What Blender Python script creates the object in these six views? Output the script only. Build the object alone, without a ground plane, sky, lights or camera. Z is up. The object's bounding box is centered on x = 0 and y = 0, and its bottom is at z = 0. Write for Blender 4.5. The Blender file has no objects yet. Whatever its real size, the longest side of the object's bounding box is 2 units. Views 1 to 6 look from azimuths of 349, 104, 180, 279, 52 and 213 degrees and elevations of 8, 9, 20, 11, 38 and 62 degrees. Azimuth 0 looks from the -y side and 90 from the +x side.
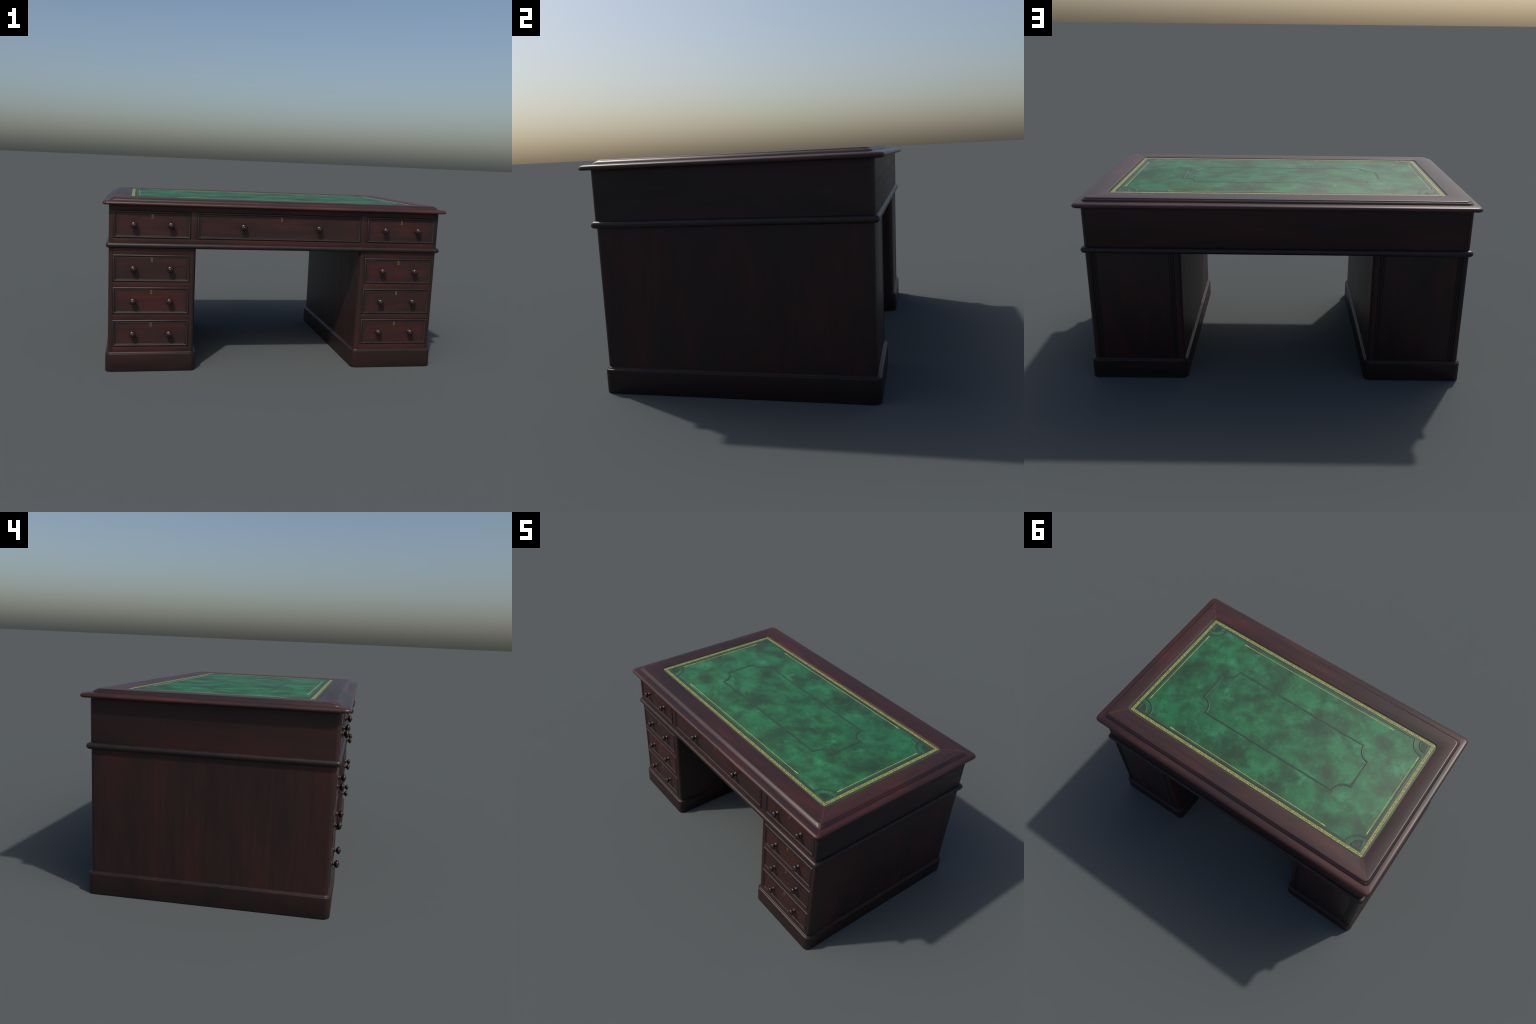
import bpy, bmesh, math
from mathutils import Vector

# ------------------------------------------------------------------ helpers
COL = bpy.context.scene.collection


def make_object(name, mesh, parent=None, mats=(), loc=(0, 0, 0), rot=(0, 0, 0), smooth=35):
    if mats and not len(mesh.materials):
        for m in mats:
            mesh.materials.append(m)
    if smooth and not mesh.get("shaded"):
        mesh.shade_smooth()
        mesh.set_sharp_from_angle(angle=math.radians(smooth))
        mesh["shaded"] = 1
    ob = bpy.data.objects.new(name, mesh)
    COL.objects.link(ob)
    ob.location, ob.rotation_euler = loc, rot
    if parent:
        ob.parent = parent
        # parents may sit away from the world origin: keep the world placement
        ob.location = Vector(loc) - (parent_world(parent))
    return ob


def parent_world(ob):
    v = Vector((0, 0, 0))
    while ob:
        v = v + Vector(ob.location)
        ob = ob.parent
    return v


def mesh_from(name, verts, faces, slots=None, recalc=True):
    me = bpy.data.meshes.new(name)
    me.from_pydata([tuple(v) for v in verts], [], faces)
    if slots:
        for p, s in zip(me.polygons, slots):
            p.material_index = s
    if recalc:
        bm = bmesh.new()
        bm.from_mesh(me)
        bmesh.ops.recalc_face_normals(bm, faces=bm.faces)
        bm.to_mesh(me)
        bm.free()
    me.update()
    return me


def rounded_rect(hx, hy, r, n=8, cx=0.0, cy=0.0):
    """closed loop, counter-clockwise, starting on the +x side of the (+x,+y) corner arc"""
    pts = []
    for k, (sx, sy) in enumerate(((1, 1), (-1, 1), (-1, -1), (1, -1))):
        for i in range(n + 1):
            a = math.pi / 2 * (k + i / n)
            pts.append((cx + sx * (hx - r) + r * math.cos(a), cy + sy * (hy - r) + r * math.sin(a)))
    return pts


def stack(name, loops, cap_bottom=True, cap_top=True):
    """loops: list of (list of xy, z), all of the same length"""
    verts, faces = [], []
    n = len(loops[0][0])
    for pts, z in loops:
        verts += [(x, y, z) for x, y in pts]
    for l in range(len(loops) - 1):
        for i in range(n):
            j = (i + 1) % n
            faces.append((l * n + i, l * n + j, (l + 1) * n + j, (l + 1) * n + i))
    if cap_bottom:
        faces.append(tuple(reversed(range(n))))
    if cap_top:
        faces.append(tuple(range((len(loops) - 1) * n, len(loops) * n)))
    return mesh_from(name, verts, faces)


def box(name, x0, x1, y0, y1, z0, z1, bevel=0.0015, seg=2, origin=(0, 0, 0)):
    bm = bmesh.new()
    bmesh.ops.create_cube(bm, size=1.0)
    for v in bm.verts:
        v.co = Vector(((x0 + x1) / 2 + v.co.x * (x1 - x0) - origin[0],
                       (y0 + y1) / 2 + v.co.y * (y1 - y0) - origin[1],
                       (z0 + z1) / 2 + v.co.z * (z1 - z0) - origin[2]))
    if bevel:
        bmesh.ops.bevel(bm, geom=bm.edges[:], offset=bevel, segments=seg, affect='EDGES', profile=0.6)
    me = bpy.data.meshes.new(name)
    bm.to_mesh(me)
    bm.free()
    return me


def lathe(name, profile, n=28):
    """profile of (radius, reach); turned about local -y"""
    verts, faces = [], []
    for r, d in profile:
        for i in range(n):
            a = 2 * math.pi * i / n
            verts.append((r * math.cos(a), -d, r * math.sin(a)))
    for l in range(len(profile) - 1):
        for i in range(n):
            j = (i + 1) % n
            faces.append((l * n + i, l * n + j, (l + 1) * n + j, (l + 1) * n + i))
    faces.append(tuple(range(n)))
    faces.append(tuple(range((len(profile) - 1) * n, len(profile) * n)))
    return mesh_from(name, verts, faces)


def ribbon(name, path, section, closed, slots=None):
    """sweep a flat-lying cross-section (offset, height) along a path in the xy plane"""
    n, m = len(path), len(section)
    P = [Vector((p[0], p[1])) for p in path]
    verts, faces, sl = [], [], []
    for i in range(n):
        a = P[i] - P[i - 1] if (closed or i > 0) else P[1] - P[0]
        b = P[(i + 1) % n] - P[i] if (closed or i < n - 1) else P[-1] - P[-2]
        a, b = a.normalized(), b.normalized()
        na, nb = Vector((-a.y, a.x)), Vector((-b.y, b.x))
        mit = (na + nb)
        mit = mit.normalized() if mit.length > 1e-6 else na
        k = 1.0 / max(0.45, mit.dot(na))
        for o, h in section:
            q = P[i] + mit * (o * k)
            verts.append((q.x, q.y, h))
    for i in range(n if closed else n - 1):
        j = (i + 1) % n
        for s in range(m - 1):
            faces.append((i * m + s, j * m + s, j * m + s + 1, i * m + s + 1))
            sl.append(slots[s] if slots else 0)
    return mesh_from(name, verts, faces, sl)


# ------------------------------------------------------------------ materials
class Nodes:
    def __init__(self, name):
        self.mat = bpy.data.materials.new(name)
        self.mat.use_nodes = True
        self.t = self.mat.node_tree
        self.t.nodes.clear()
        self.out = self.t.nodes.new("ShaderNodeOutputMaterial")
        self.bsdf = self.t.nodes.new("ShaderNodeBsdfPrincipled")
        self.t.links.new(self.bsdf.outputs[0], self.out.inputs[0])
        self.co = self.t.nodes.new("ShaderNodeTexCoord").outputs["Object"]

    def link(self, a, b):
        if isinstance(a, (int, float)):
            b.default_value = a
        elif isinstance(a, (tuple, list)):
            b.default_value = tuple(a) + ((1.0,) if len(b.default_value) == 4 and len(a) == 3 else ())
        else:
            self.t.links.new(a, b)

    def math(self, op, a, b=0.0, clamp=False):
        n = self.t.nodes.new("ShaderNodeMath")
        n.operation, n.use_clamp = op, clamp
        self.link(a, n.inputs[0])
        self.link(b, n.inputs[1])
        return n.outputs[0]

    def mapping(self, scale, loc=(0, 0, 0), random_shift=0.0, vec=None):
        n = self.t.nodes.new("ShaderNodeMapping")
        n.inputs["Scale"].default_value = scale
        n.inputs["Location"].default_value = loc
        src = vec or self.co
        if random_shift:
            info = self.t.nodes.new("ShaderNodeObjectInfo")
            add = self.t.nodes.new("ShaderNodeVectorMath")
            add.operation = 'ADD'
            sc = self.math('MULTIPLY', info.outputs["Random"], random_shift)
            self.t.links.new(src, add.inputs[0])
            self.t.links.new(sc, add.inputs[1])
            src = add.outputs[0]
        self.t.links.new(src, n.inputs["Vector"])
        return n.outputs[0]

    def noise(self, vec, scale, detail=4.0, rough=0.55, distort=0.0):
        n = self.t.nodes.new("ShaderNodeTexNoise")
        n.inputs["Scale"].default_value = scale
        n.inputs["Detail"].default_value = detail
        n.inputs["Roughness"].default_value = rough
        n.inputs["Distortion"].default_value = distort
        self.t.links.new(vec, n.inputs["Vector"])
        return n.outputs["Fac"]

    def ramp(self, fac, stops):
        n = self.t.nodes.new("ShaderNodeValToRGB")
        e = n.color_ramp.elements
        while len(e) < len(stops):
            e.new(0.5)
        for el, (p, c) in zip(e, stops):
            el.position = p
            el.color = (c, c, c, 1) if isinstance(c, (int, float)) else tuple(c) + (1,)
        self.link(fac, n.inputs[0])
        return n.outputs[0]

    def mix(self, fac, a, b):
        n = self.t.nodes.new("ShaderNodeMix")
        n.data_type = 'RGBA'
        self.link(fac, n.inputs[0])
        self.link(a, n.inputs[6])
        self.link(b, n.inputs[7])
        return n.outputs[2]

    def xyz(self, vec=None):
        n = self.t.nodes.new("ShaderNodeSeparateXYZ")
        self.t.links.new(vec or self.co, n.inputs[0])
        return n.outputs

    def bump(self, height, strength, dist):
        n = self.t.nodes.new("ShaderNodeBump")
        n.inputs["Strength"].default_value = strength
        n.inputs["Distance"].default_value = dist
        self.t.links.new(height, n.inputs["Height"])
        self.t.links.new(n.outputs[0], self.bsdf.inputs["Normal"])

    def finish(self, colour, rough, spec=0.5, metal=0.0, coat=0.0, coat_rough=0.1):
        self.link(colour, self.bsdf.inputs["Base Color"])
        self.link(rough, self.bsdf.inputs["Roughness"])
        self.bsdf.inputs["Specular IOR Level"].default_value = spec
        self.bsdf.inputs["Metallic"].default_value = metal
        self.bsdf.inputs["Coat Weight"].default_value = coat
        self.bsdf.inputs["Coat Roughness"].default_value = coat_rough
        return self.mat


def along(axis, stretch, across=1.0):
    s = [across, across, across]
    s["xyz".index(axis)] = stretch
    return tuple(s)


DARK, MID, RED = (0.0185, 0.0118, 0.0110), (0.0310, 0.0142, 0.0132), (0.0500, 0.0148, 0.0138)


def wood(name, axis, dark=DARK, mid=MID, red=RED, rough=0.44, spec=0.32, seed=0.0, shift=0.0,
         blotch=8.0, mitre=None, worn=None, vignette=None):
    N = Nodes(name)
    cloud = N.noise(N.mapping(along(axis, 0.22), (seed, seed * 1.7, seed * 0.6), shift), blotch, 5, 0.6, 0.5)
    streak = N.noise(N.mapping(along(axis, 0.045), (seed * 2.1, seed, seed), shift), 34, 5, 0.65, 0.3)
    fine = N.noise(N.mapping(along(axis, 0.03), (seed, 3 + seed, seed), shift), 150, 3, 0.6)
    v = N.math('ADD', N.math('MULTIPLY', cloud, 0.76), N.math('MULTIPLY', streak, 0.24))
    col = N.ramp(v, [(0.35, dark), (0.50, mid), (0.66, red)])
    pores = N.ramp(fine, [(0.34, 0.82), (0.56, 1.0)])
    n = N.t.nodes.new("ShaderNodeMix")
    n.data_type, n.blend_type = 'RGBA', 'MULTIPLY'
    n.inputs[0].default_value = 1.0
    N.link(col, n.inputs[6])
    N.link(pores, n.inputs[7])
    col = n.outputs[2]
    if vignette:                       # uneven darker band along the border of a panel
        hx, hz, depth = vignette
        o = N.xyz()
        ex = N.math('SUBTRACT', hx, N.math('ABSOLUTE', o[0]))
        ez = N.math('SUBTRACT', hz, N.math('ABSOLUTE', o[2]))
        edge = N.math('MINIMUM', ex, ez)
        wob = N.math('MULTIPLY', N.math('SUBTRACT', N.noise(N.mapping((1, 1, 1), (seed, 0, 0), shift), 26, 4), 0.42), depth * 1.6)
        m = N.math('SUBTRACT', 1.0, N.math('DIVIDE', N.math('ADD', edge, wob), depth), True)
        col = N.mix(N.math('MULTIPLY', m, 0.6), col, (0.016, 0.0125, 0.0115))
    if mitre:                          # rubbed, redder line along the mitred joint
        x0, y0, slope, width = mitre
        o = N.xyz()
        ax, ay = N.math('ABSOLUTE', o[0]), N.math('ABSOLUTE', o[1])
        d = N.math('SUBTRACT', N.math('SUBTRACT', ay, y0), N.math('MULTIPLY', N.math('SUBTRACT', ax, x0), slope))
        jit = N.math('MULTIPLY', N.math('SUBTRACT', N.noise(N.co, 55, 3), 0.5), 0.012)
        d = N.math('ABSOLUTE', N.math('ADD', d, jit))
        m = N.math('SUBTRACT', 1.0, N.math('DIVIDE', d, width), True)
        m = N.math('MULTIPLY', m, N.ramp(N.noise(N.co, 90, 2), [(0.36, 0.15), (0.58, 1.0)]))
        col = N.mix(m, col, (0.125, 0.035, 0.029))
    N.bump(fine, 0.04, 0.0005)
    r = N.ramp(streak, [(0.3, rough - 0.06), (0.7, rough + 0.06)])
    return N.finish(col, r, spec)


def plain_wood(name, base, tint, rough, spec=0.45):
    N = Nodes(name)
    n = N.noise(N.mapping((1, 1, 1), (0, 0, 0), 7.0), 20, 4, 0.6)
    return N.finish(N.ramp(n, [(0.35, base), (0.68, tint)]), rough, spec)


top_args = dict(dark=(0.0200, 0.0120, 0.0120), mid=(0.0370, 0.0148, 0.0142), red=(0.0700, 0.0180, 0.0160),
                rough=0.44, spec=0.43, blotch=6.5, mitre=(0.851, 0.439, 1.17, 0.0055))
trim_args = dict(top_args, rough=0.40, spec=0.46)
nose_args = dict(dark=(0.030, 0.0140, 0.0130), mid=(0.056, 0.0185, 0.0160), red=(0.100, 0.0300, 0.0240),
                 rough=0.40, spec=0.46, blotch=9.0)
M_top_x = wood("mahogany_top_lengthwise", 'x', seed=1.3, **top_args)
M_top_y = wood("mahogany_top_crosswise", 'y', seed=4.2, **top_args)
M_trim_x = wood("mahogany_trim_lengthwise", 'x', seed=1.3, **trim_args)
M_trim_y = wood("mahogany_trim_crosswise", 'y', seed=4.2, **trim_args)
M_nose_x = wood("mahogany_nose_lengthwise", 'x', seed=2.9, **nose_args)
M_nose_y = wood("mahogany_nose_crosswise", 'y', seed=5.1, **nose_args)
M_worn = plain_wood("mahogany_worn_edge", (0.060, 0.020, 0.017), (0.130, 0.036, 0.030), 0.45)
M_side = wood("mahogany_upright", 'z', seed=2.4)
M_across_y = wood("mahogany_across_depth", 'y', seed=7.7, blotch=5.5, dark=(0.019, 0.012, 0.011), mid=(0.033, 0.0150, 0.0138))
M_across_x = wood("mahogany_across_width", 'x', seed=9.1, blotch=5.5, dark=(0.0195, 0.0118, 0.0108), mid=(0.0350, 0.0145, 0.0135))
M_rail = wood("mahogany_rail", 'x', seed=5.5, dark=(0.022, 0.012, 0.011), mid=(0.044, 0.015, 0.014), red=(0.066, 0.017, 0.015))
M_stile = wood("mahogany_stile", 'z', seed=6.1, dark=(0.020, 0.012, 0.011), mid=(0.038, 0.0155, 0.0145), red=(0.058, 0.016, 0.014))
M_plinth_x = wood("mahogany_plinth", 'x', seed=3.3, dark=(0.0140, 0.0098, 0.0090), mid=(0.0225, 0.0115, 0.0105), red=(0.0300, 0.0120, 0.0110), rough=0.46)
M_waist = plain_wood("mahogany_waist", (0.0125, 0.0095, 0.0095), (0.0290, 0.0125, 0.0118), 0.41, 0.45)
M_mould = plain_wood("mahogany_dark_moulding", (0.0150, 0.0104, 0.0096), (0.0270, 0.0138, 0.0125), 0.43, 0.40)
M_reed = plain_wood("mahogany_reeding", (0.0150, 0.0105, 0.0100), (0.0240, 0.0130, 0.0120), 0.40, 0.45)
M_knob = plain_wood("turned_knob_wood", (0.0160, 0.0088, 0.0085), (0.0270, 0.0115, 0.0108), 0.27, 0.5)


def leather_colour(N):
    """cloudy hand-dyed green: soft dark pools, a mid green body and paler feathered wisps"""
    pools = N.noise(N.mapping((1, 1, 1), (3.1, 0.4, 0.0)), 4.8, 5.0, 0.55, 0.15)
    body = N.noise(N.mapping((1, 1, 1), (7.7, 5.2, 0.0)), 11.0, 6, 0.62, 0.0)
    feather = N.noise(N.mapping((1, 1, 1), (9.0, 2.0, 0.0)), 8.0, 9, 0.70, 0.15)
    grain = N.noise(N.co, 75, 3, 0.6)
    v = N.math('ADD', N.math('MULTIPLY', body, 0.8), N.math('MULTIPLY', grain, 0.2))
    base = N.ramp(v, [(0.36, (0.019, 0.090, 0.038)), (0.60, (0.024, 0.160, 0.064))])
    dark = N.ramp(N.math('ADD', N.math('MULTIPLY', pools, 0.88), N.math('MULTIPLY', body, 0.12)), [(0.37, 1.0), (0.54, 0.0)])
    col = N.mix(N.math('MULTIPLY', dark, 0.90), base, (0.020, 0.050, 0.026))
    wisps = N.ramp(N.math('ADD', N.math('MULTIPLY', feather, 0.88), N.math('MULTIPLY', grain, 0.12)), [(0.52, 0.0), (0.70, 1.0)])
    light = N.math('MULTIPLY', wisps, N.math('SUBTRACT', 1.0, N.math('MULTIPLY', dark, 0.8)))
    return N.mix(N.math('MULTIPLY', light, 0.85), col, (0.048, 0.265, 0.125)), grain


def leather(name):
    N = Nodes(name)
    col, grain = leather_colour(N)
    o = N.xyz()
    ax, ay = N.math('ABSOLUTE', o[0]), N.math('ABSOLUTE', o[1])
    # plain dark green border where the gold tooling runs
    e = N.math('MINIMUM', N.math('SUBTRACT', 0.862, ax), N.math('SUBTRACT', 0.450, ay))
    border = N.ramp(e, [(0.030, 1.0), (0.052, 0.0)])
    col = N.mix(N.math('MULTIPLY', border, 0.72), col, (0.019, 0.060, 0.032))
    N.bump(grain, 0.12, 0.0008)
    return N.finish(col, 0.56, 0.42)


M_leather = leather("green_leather")


def simple(name, colour, rough, spec=0.5, metal=0.0):
    N = Nodes(name)
    return N.finish(colour, rough, spec, metal)


M_emboss = simple("embossed_leather_line", (0.034, 0.064, 0.042), 0.48, 0.45)
M_emboss_painted_shadow = simple("embossed_leather_painted_shadow", (0.011, 0.031, 0.018), 0.56, 0.35)
M_dark_leather = simple("dark_green_leather", (0.016, 0.046, 0.026), 0.5)


def gold(name):
    N = Nodes(name)
    n = N.noise(N.co, 60, 3, 0.6)
    return N.finish(N.ramp(n, [(0.35, (0.42, 0.36, 0.09)), (0.65, (0.58, 0.50, 0.15))]), 0.45, 0.5)


def gold_scroll(name, half):
    """a running scroll of gold on dark leather: two interlaced waves between thin rules (local x runs along)"""
    N = Nodes(name)
    o = N.xyz()
    t = N.math('DIVIDE', o[1], half)
    ph = N.math('MULTIPLY', o[0], 2 * math.pi / 0.021)
    jit = N.math('MULTIPLY', N.math('SUBTRACT', N.noise(N.co, 110, 2), 0.5), 2.6)
    w1 = N.math('MULTIPLY', N.math('SINE', N.math('ADD', ph, jit)), 0.62)
    w2 = N.math('MULTIPLY', N.math('SINE', N.math('ADD', N.math('MULTIPLY', ph, 1.73), N.math('MULTIPLY', jit, -1.0))), 0.55)
    d1 = N.math('ABSOLUTE', N.math('SUBTRACT', t, w1))
    d2 = N.math('ABSOLUTE', N.math('ADD', t, w2))
    d3 = N.math('ABSOLUTE', N.math('SUBTRACT', N.math('ABSOLUTE', t), 0.78))
    d = N.math('MINIMUM', N.math('MINIMUM', d1, d2), N.math('ADD', d3, 0.10))
    m = N.ramp(d, [(0.16, 1.0), (0.32, 0.0)])
    wear = N.ramp(N.noise(N.co, 160, 2), [(0.33, 0.35), (0.55, 1.0)])
    m = N.math('MULTIPLY', m, wear)
    g = N.ramp(N.noise(N.co, 30, 3), [(0.35, (0.38, 0.315, 0.075)), (0.65, (0.55, 0.46, 0.125))])
    col = N.mix(m, (0.024, 0.050, 0.023), g)
    return N.finish(col, 0.48, 0.5)


M_gold = gold("gold_leaf")
M_scroll = gold_scroll("gold_scroll_tooling", 0.0091)
M_brass = simple("dull_brass", (0.25, 0.195, 0.042), 0.42, 0.5, 0.35)
M_hole = simple("keyhole_dark", (0.012, 0.010, 0.008), 0.6)

# ------------------------------------------------------------------ the desk
desk = bpy.data.objects.new("writing_desk", None)
COL.objects.link(desk)
desk["label"] = "antique mahogany pedestal writing desk with green leather top"
desk["category"] = "desk"

# ---- sizes (metres)
TOP_X, TOP_Y = 1.0, 0.613          # half sizes of the moulded top
FR_X, FR_Y, FR_B = 0.967, 0.570, 0.5745          # frieze carcass
PED_IN, PED_OUT, PED_Y, PED_B = 0.4855, 0.967, 0.567, 0.5715
FRIEZE_Z0, FRIEZE_Z1 = 0.733, 0.9415
PLINTH_Z = 0.111
LEATHER_X, LEATHER_Y, LEATHER_R = 0.861, 0.449, 0.030
TOP_Z = 0.9835

# ---- desktop: core board + four mitred, moulded rails + leather
desktop = make_object("desktop", stack("desktop", [
    (rounded_rect(0.945, 0.545, 0.02), 0.9445), (rounded_rect(0.945, 0.545, 0.02), 0.9770)]),
    desk, [M_across_x])

# (inset x, inset y, z, corner radius): underside, thumb nose, ledge, ovolo, fillet, flat top, lip
EDGE = [(0.090, 0.090, 0.9430, 0.010), (0.0095, 0.0095, 0.9430, 0.026), (0.0048, 0.0048, 0.9437, 0.028),
        (0.0016, 0.0016, 0.9462, 0.030), (0.0, 0.0, 0.9500, 0.030), (0.0003, 0.0003, 0.9540, 0.030),
        (0.0018, 0.0020, 0.9580, 0.029), (0.0050, 0.0056, 0.9615, 0.028), (0.0100, 0.0115, 0.9640, 0.027),
        (0.0170, 0.0215, 0.9654, 0.027), (0.0260, 0.0335, 0.9661, 0.027), (0.0345, 0.0450, 0.9665, 0.028),
        (0.0352, 0.0458, 0.9676, 0.028), (0.0368, 0.0476, 0.9706, 0.028), (0.0396, 0.0506, 0.9743, 0.029),
        (0.0432, 0.0546, 0.9772, 0.030), (0.0474, 0.0592, 0.9794, 0.030), (0.0480, 0.0599, 0.9808, 0.030),
        (0.0492, 0.0612, 0.9823, 0.030), (0.0520, 0.0640, 0.9833, 0.030), (0.0570, 0.0690, TOP_Z, 0.030),
        (TOP_X - LEATHER_X - 0.0035, TOP_Y - LEATHER_Y - 0.0035, TOP_Z, LEATHER_R + 0.0035),
        (TOP_X - LEATHER_X - 0.0008, TOP_Y - LEATHER_Y - 0.0008, TOP_Z - 0.0007, LEATHER_R + 0.0008),
        (TOP_X - LEATHER_X, TOP_Y - LEATHER_Y, TOP_Z - 0.0018, LEATHER_R),
        (TOP_X - LEATHER_X, TOP_Y - LEATHER_Y, TOP_Z - 0.0075, LEATHER_R)]
NARC = 8
edge_loops = [(rounded_rect(TOP_X - ix, TOP_Y - iy, r, NARC), z) for ix, iy, z, r in EDGE]
per = NARC + 1
for side in range(4):              # back, left, front, right rail; each runs from mitre to mitre
    i0 = side * per + NARC // 2
    idx = [(i0 + k) % (4 * per) for k in range(per + 1)]
    long_side = side in (0, 2)
    verts, faces, slots = [], [], []
    # extra points along the straight run keep the shading even
    for pts, z in edge_loops:
        verts += [(pts[i][0], pts[i][1], z) for i in idx]
    m = len(idx)
    for l in range(len(edge_loops) - 1):
        for k in range(m - 1):
            faces.append((l * m + k, l * m + k + 1, (l + 1) * m + k + 1, (l + 1) * m + k))
            slots.append(1 if l >= len(edge_loops) - 4 else 2 if 1 <= l <= 6 else 3 if l <= 19 else 0)
    me = mesh_from("edge_rail", verts, faces, slots, recalc=False)
    me.flip_normals() if me.polygons[4 * (m - 1) + 4].normal.dot(
        Vector((0, 1, 0) if side == 0 else (-1, 0, 0) if side == 1 else (0, -1, 0) if side == 2 else (1, 0, 0))) < 0 else None
    make_object("edge_rail", me, desktop, [M_top_x if long_side else M_top_y, M_worn, M_nose_x if long_side else M_nose_y, M_trim_x if long_side else M_trim_y], smooth=40)

LZ = TOP_Z - 0.0032
leather_ob = make_object("leather_inset", stack("leather_inset", [
    (rounded_rect(LEATHER_X - 0.0004, LEATHER_Y - 0.0004, LEATHER_R), LZ - 0.006),
    (rounded_rect(LEATHER_X - 0.0004, LEATHER_Y - 0.0004, LEATHER_R), LZ - 0.0014),
    (rounded_rect(LEATHER_X - 0.0030, LEATHER_Y - 0.0030, LEATHER_R), LZ)], cap_bottom=False), desktop, [M_leather])

# gold scroll border: four mitred strips
GX, GY, GW = 0.847, 0.4405, 0.0182
for length, dist, rot in ((GX, GY, 0), (GY, GX, 1), (GX, GY, 2), (GY, GX, 3)):
    h = 0.0005
    b = [(-length, -GW / 2), (length, -GW / 2), (length - GW, GW / 2), (-length + GW, GW / 2)]
    vs = [(x, y, 0) for x, y in b] + [(x * 0.9999, y * 0.99, h) for x, y in b]
    fs = [(0, 1, 5, 4), (1, 2, 6, 5), (2, 3, 7, 6), (3, 0, 4, 7), (4, 5, 6, 7)]
    c = dist - GW / 2
    loc = [(0, -c, LZ), (c, 0, LZ), (0, c, LZ), (-c, 0, LZ)][rot]
    make_object("gold_border", mesh_from("gold_border", vs, fs), desktop, [M_scroll], loc, (0, 0, rot * math.pi / 2), smooth=0)


def gold_rule(p0, p1):
    """thin tooled line with a broader dash at each end"""
    a, b = Vector(p0), Vector(p1)
    d = (b - a).normalized()
    w, we, le, h = 0.0011, 0.0024, 0.030, 0.0005
    stations = [(0, we), (le, we), (le + 0.001, w), ((b - a).length - le - 0.001, w), ((b - a).length - le, we), ((b - a).length, we)]
    nrm = Vector((-d.y, d.x))
    vs, fs = [], []
    for s, hw in stations:
        q = a + d * s
        for o, z in ((-hw, LZ - 0.0003), (-hw, LZ + h), (hw, LZ + h), (hw, LZ - 0.0003)):
            vs.append((q.x + nrm.x * o, q.y + nrm.y * o, z))
    for i in range(len(stations) - 1):
        for k in range(3):
            fs.append((i * 4 + k, i * 4 + 4 + k, i * 4 + 5 + k, i * 4 + 1 + k))
    fs += [(0, 1, 2, 3), tuple(len(vs) - 4 + k for k in range(4))]
    make_object("gold_rule", mesh_from("gold_rule", vs, fs), desktop, [M_gold], smooth=0)


gold_rule((-0.580, -0.387), (0.561, -0.387))
gold_rule((-0.580, 0.397), (0.561, 0.397))
gold_rule((-0.800, -0.306), (-0.800, 0.305))
gold_rule((0.800, -0.306), (0.800, 0.305))

# blind-tooled (pressed) lines, shallow ridges, flanks coloured dark to draw the shadow beside each line
SEC = [(-0.0082, LZ - 0.0002), (-0.0050, LZ + 0.0004), (-0.0034, LZ + 0.0012), (0.0, LZ + 0.0015),
       (0.0034, LZ + 0.0012), (0.0050, LZ + 0.0004), (0.0062, LZ - 0.0002)]
SLOTS = [1, 0, 0, 0, 0, 1]
WIDE = [(-0.0092, LZ - 0.0002), (-0.0058, LZ + 0.0003), (-0.0048, LZ + 0.0008), (0.0, LZ + 0.0010),
        (0.0040, LZ + 0.0008), (0.0050, LZ + 0.0003), (0.0062, LZ - 0.0002)]


def arc(cx, cy, rx, ry, a0, a1, n=14):
    return [(cx + rx * math.cos(math.radians(a0 + (a1 - a0) * i / n)), cy + ry * math.sin(math.radians(a0 + (a1 - a0) * i / n))) for i in range(n + 1)]


def notched_rect(x0, x1, y0, y1, rx, ry):
    return (arc(x1, y1, rx, ry, 270, 180) + arc(x0, y1, rx, ry, 360, 270)
            + arc(x0, y0, rx, ry, 90, 0) + arc(x1, y0, rx, ry, 180, 90))


make_object("embossed_panel_line", ribbon("embossed_panel_line", notched_rect(-0.566, 0.527, -0.186, 0.186, 0.079, 0.087), SEC, True, SLOTS),
            desktop, [M_emboss, M_emboss_painted_shadow])
make_object("embossed_border_line", ribbon("embossed_border_line", notched_rect(-0.815, 0.815, -0.4095, 0.4095, 0.092, 0.088), WIDE, True, SLOTS),
            desktop, [M_emboss, M_emboss_painted_shadow])
for sx, sy in ((1, 1), (-1, 1), (-1, -1), (1, -1)):
    cx, cy, r = sx * 0.813, sy * 0.408, 0.052
    fan = [(cx, cy)] + [(cx - sx * r * math.cos(a), cy - sy * r * math.sin(a)) for a in [math.pi / 2 * i / 10 for i in range(11)]]
    if sx * sy < 0:
        fan.reverse()
    make_object("embossed_corner_fan", ribbon("embossed_corner_fan", fan, [(o * 0.85, z) for o, z in SEC], True, SLOTS),
                desktop, [M_emboss, M_emboss_painted_shadow])
    inner = [((x - cx) * 0.86 + cx - sx * 0.002, (y - cy) * 0.86 + cy - sy * 0.002) for x, y in fan]
    make_object("embossed_corner_ground", stack("embossed_corner_ground", [(inner, LZ - 0.0002), (inner, LZ + 0.0003)], False), desktop, [M_dark_leather], smooth=0)


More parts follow.
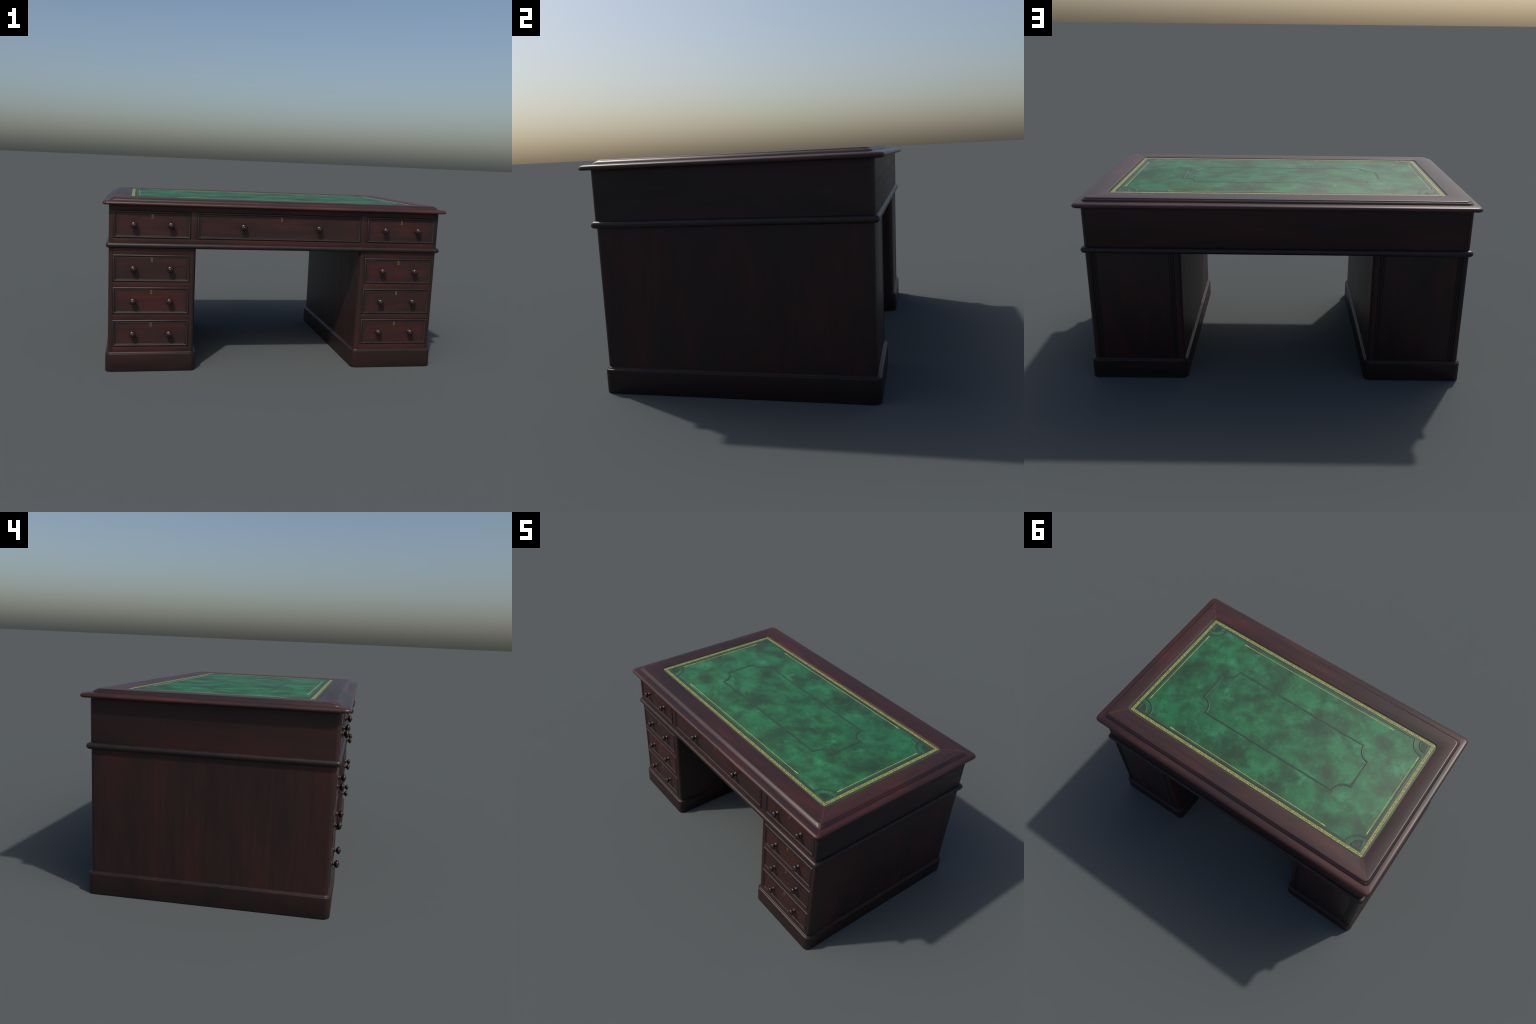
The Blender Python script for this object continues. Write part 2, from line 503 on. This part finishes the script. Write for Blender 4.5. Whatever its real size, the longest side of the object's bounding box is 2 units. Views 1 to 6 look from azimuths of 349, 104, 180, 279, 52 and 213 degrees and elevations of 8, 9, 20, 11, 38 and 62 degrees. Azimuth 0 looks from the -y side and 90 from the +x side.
# ---- frieze carcass (drawer case under the top)
def carcass_plan(x0, x1, y, yb, r_front, r_back, front_notch, back_notch, n=7, chamfer=None):
    """plan outline with a shallow recess in front (and back) for the joinery; notch = (xa, xb, depth)"""
    def corner(cx, cy, r, a0):
        return [(cx + r * math.cos(math.radians(a0 + 90 * i / n)), cy + r * math.sin(math.radians(a0 + 90 * i / n))) for i in range(n + 1)]
    if chamfer:
        cx, cy = chamfer
        right = [(x1, yb - cy), (x1 - cx * 0.12, yb - cy * 0.75), (x1 - cx * 0.38, yb - cy * 0.36), (x1 - cx * 0.80, yb - cy * 0.08), (x1 - cx, yb)]
        left = [(x0 + x1 - px, py) for px, py in reversed(right)]
    else:
        right, left = corner(x1 - r_back, yb - r_back, r_back, 0), corner(x0 + r_back, yb - r_back, r_back, 90)
    pts = list(right)
    if back_notch:
        a, b, d = back_notch
        pts += [(b, yb), (b, yb - d), (a, yb - d), (a, yb)]
    pts += left
    pts += corner(x0 + r_front, -y + r_front, r_front, 180)
    a, b, d = front_notch
    pts += [(a, -y), (a, -y + d), (b, -y + d), (b, -y)]
    pts += corner(x1 - r_front, -y + r_front, r_front, 270)
    return pts


plan = carcass_plan(-FR_X, FR_X, FR_Y, FR_B, 0.016, 0, (-0.9442, 0.9442, 0.016), (-0.9460, 0.9460, 0.012), chamfer=(0.0195, 0.020))
frieze = make_object("frieze", stack("frieze", [(plan, FRIEZE_Z0), (plan, FRIEZE_Z1 + 0.003)]), desk, [M_across_y], smooth=30)
make_object("back_board", box("back_board", -0.9455, 0.9455, FR_B - 0.0115, FR_B - 0.0005, FRIEZE_Z0 + 0.001, FRIEZE_Z1 + 0.002, 0.001), frieze, [M_across_x])
FY = -FR_Y
make_object("drawer_rail", box("drawer_rail", -0.9438, 0.9438, FY + 0.0006, FY + 0.0155, 0.9120, FRIEZE_Z1 + 0.002, 0.0012), frieze, [M_rail])
make_object("drawer_rail", box("drawer_rail", -0.9438, 0.9438, FY + 0.0006, FY + 0.0155, FRIEZE_Z0 + 0.001, 0.7590, 0.0012), frieze, [M_rail])
for s in (-1, 1):
    make_object("divider", box("divider", s * 0.4993 - 0.0175, s * 0.4993 + 0.0175, FY + 0.0010, FY + 0.0155, 0.7588, 0.9122, 0.0012), frieze, [M_stile])

# ---- waist moulding: bullnose running right round between frieze and pedestals
prof = [(-0.030, 0.7045), (0.0045, 0.7045), (0.0085, 0.7060), (0.0120, 0.7095), (0.0142, 0.7145), (0.0148, 0.7200),
        (0.0138, 0.7252), (0.0110, 0.7298), (0.0070, 0.7328), (0.0020, 0.7345), (-0.006, 0.7348)]
make_object("waist_moulding", stack("waist_moulding", [
    (rounded_rect(FR_X + o * 1.05, (FR_Y + FR_B) / 2 + o * 1.05, max(0.006, 0.010 + o * 0.7), 8, 0, (FR_B - FR_Y) / 2), z) for o, z in prof]), desk, [M_waist], smooth=50)

# ---- drawers -------------------------------------------------------------
KNOB = lathe("knob", [(0.0142, -0.002), (0.0145, 0.0020), (0.0136, 0.0038), (0.0112, 0.0062), (0.0085, 0.0090), (0.0073, 0.0115), (0.0076, 0.0140),
                      (0.0105, 0.0166), (0.0150, 0.0195), (0.0184, 0.0228), (0.0197, 0.0262), (0.0190, 0.0292), (0.0164, 0.0323), (0.0128, 0.0347),
                      (0.0088, 0.0362), (0.0055, 0.0369), (0.0036, 0.0374), (0.0028, 0.0384), (0.0014, 0.0390), (0.0003, 0.0391)])


def keyhole_path(w, h, n=10):
    """keyhole outline in xz: round head, waisted, flared foot"""
    r = w * 0.5
    pts = [(r * math.cos(a), h / 2 - r + r * math.sin(a)) for a in [math.radians(-40 + 260 * i / n) for i in range(n + 1)]]
    pts += [(-w * 0.34, -h * 0.08), (-w * 0.52, -h / 2), (w * 0.52, -h / 2), (w * 0.34, -h * 0.08)]
    return pts


def build_escutcheon():
    outer, inner = keyhole_path(0.0112, 0.0215), keyhole_path(0.0058, 0.0150)
    n = len(outer)
    verts = [(x, 0, z) for x, z in outer] + [(x * 0.96, -0.0016, z * 0.98) for x, z in outer] + [(x, -0.0016, z) for x, z in inner] + [(x, -0.0002, z) for x, z in inner]
    faces, slots = [], []
    for l in range(3):
        for i in range(n):
            j = (i + 1) % n
            faces.append((l * n + i, l * n + j, (l + 1) * n + j, (l + 1) * n + i))
            slots.append(0)
    faces.append(tuple(range(3 * n, 4 * n)))
    slots.append(1)
    return mesh_from("escutcheon", verts, faces, slots)


ESC = build_escutcheon()

# moulding section: (fraction of the band width from the outside edge, proud of the face)
BAND = [(0.0, -0.008), (0.0, -0.0006), (0.06, 0.0012), (0.18, 0.0032), (0.30, 0.0040), (0.42, 0.0034), (0.56, 0.0016), (0.64, 0.0002),
        (0.70, -0.0008), (0.78, 0.0000), (0.86, 0.0003), (0.94, -0.0006), (1.0, -0.0014)]
WX, WT, WB = 0.0215, 0.0205, 0.0165      # band widths at the ends, top and bottom


def drawer_parts(w, h, wood_mat_args):
    hx, hz = w / 2, h / 2
    # moulding frame: four mitred bands in the xz plane, facing -y
    verts, faces = [], []
    for f, p in BAND:
        x, zt, zb = hx - f * WX, hz - f * WT, -hz + f * WB
        verts += [(x, -p, zt), (-x, -p, zt), (-x, -p, zb), (x, -p, zb)]
    for l in range(len(BAND) - 1):
        for i in range(4):
            j = (i + 1) % 4
            faces.append((l * 4 + i, l * 4 + j, l * 4 + 4 + j, l * 4 + 4 + i))
    frame = mesh_from("drawer_moulding", verts, faces, recalc=False)
    if sum(p.normal.y * p.area for p in frame.polygons) > 0:
        frame.flip_normals()
    px, pt, pb = hx - WX + 0.002, hz - WT + 0.002, -hz + WB - 0.002
    panel = box("drawer", -px, px, 0.0008, 0.010, pb, pt, 0.0006, 1)
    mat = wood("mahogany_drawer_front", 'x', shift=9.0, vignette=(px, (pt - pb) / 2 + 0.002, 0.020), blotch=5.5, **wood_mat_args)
    return panel, frame, mat


def place_drawer(parts, cx, y, cz, knobs, esc_z):
    panel, frame, mat = parts
    d = make_object("drawer", panel, desk, [mat], (cx, y, cz))
    make_object("drawer_moulding", frame, d, [M_mould], (cx, y, cz), smooth=28)
    for kx in knobs:
        make_object("knob", KNOB, d, [M_knob], (kx, y, cz - 0.001), smooth=50)
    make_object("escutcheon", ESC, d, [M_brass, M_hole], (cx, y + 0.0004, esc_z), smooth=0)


warm = dict(dark=(0.021, 0.0130, 0.0120), mid=(0.039, 0.0155, 0.0145), red=(0.064, 0.0168, 0.0148))
small = drawer_parts(0.4265, 0.1510, dict(seed=0.7, **warm))
centre = drawer_parts(0.9630, 0.1510, dict(seed=3.9, **warm))
ped_dr = drawer_parts(0.4265, 0.1545, dict(seed=8.3, **warm))
FZ = 0.8355
place_drawer(centre, 0.0, FY, FZ, (-0.221, 0.221), 0.8830)
for s in (-1, 1):
    place_drawer(small, s * 0.7307, FY, FZ, (s * 0.628, s * 0.831), 0.8830)

# ---- pedestals -----------------------------------------------------------
PY = -PED_Y
for s in (-1, 1):
    xa, xb = (PED_IN, PED_OUT) if s > 0 else (-PED_OUT, -PED_IN)
    fa, fb = sorted((s * 0.5170, s * 0.9445))
    ba, bb = sorted((s * 0.5180, s * 0.9370))
    plan = carcass_plan(xa, xb, PED_Y, PED_B, 0.020, 0.023, (fa, fb, 0.016), (ba, bb, 0.012))
    ped = make_object("pedestal", stack("pedestal", [(plan, PLINTH_Z - 0.01), (plan, 0.7055)]), desk, [M_side], smooth=30)
    # rails between the drawers
    for z0, z1 in ((0.6685, 0.7050), (0.4835, 0.5130), (0.2965, 0.3280), (PLINTH_Z - 0.004, 0.1400)):
        make_object("drawer_rail", box("drawer_rail", fa + 0.0005, fb - 0.0005, PY + 0.0006, PY + 0.0155, z0, z1, 0.0012), ped, [M_rail])
    for cz in (0.5905, 0.4060, 0.2182):
        place_drawer(ped_dr, s * 0.7307, PY, cz, (s * 0.628, s * 0.831), cz + 0.0495)
    # back: plain panel between two strips of reeding
    w = 0.027
    make_object("back_panel", box("back_panel", ba + w, bb - w, PED_B - 0.0118, PED_B - 0.0020, PLINTH_Z - 0.004, 0.7050, 0.001), ped, [M_side])
    for x0 in (ba, bb - w):
        reeds = []
        n_reed = 3
        for i in range(n_reed):
            for k in range(7):
                t = k / 6
                reeds.append((x0 + 0.0004 + (w - 0.0008) * (i + t) / n_reed, PED_B - 0.0042 + 0.0034 * math.sin(math.pi * t) ** 0.7))
        outline = reeds + [(x0 + w - 0.0004, PED_B - 0.0118), (x0 + 0.0004, PED_B - 0.0118)]
        outline = [p for i, p in enumerate(outline) if i == 0 or (Vector(p) - Vector(outline[i - 1])).length > 1e-5]
        make_object("reeded_strip", stack("reeded_strip", [(outline, PLINTH_Z - 0.004), (outline, 0.7048)]), ped, [M_reed], smooth=30)
    # plinth
    cx, hx = (xa + xb) / 2, (xb - xa) / 2
    pl = [(0.0132, 0.0000), (0.0136, 0.0010), (0.0136, 0.0965), (0.0134, 0.0990), (0.0126, 0.1008), (0.0110, 0.1020), (0.0078, 0.1036),
          (0.0056, 0.1052), (0.0048, 0.1078), (0.0028, 0.1098), (-0.0030, 0.1112)]
    hy, cy = (PED_Y + PED_B) / 2, (PED_B - PED_Y) / 2
    make_object("plinth", stack("plinth", [(rounded_rect(hx + o, hy + o, 0.019 + o, 8, cx, cy), z) for o, z in pl]), ped, [M_plinth_x], smooth=50)

bpy.context.view_layer.update()
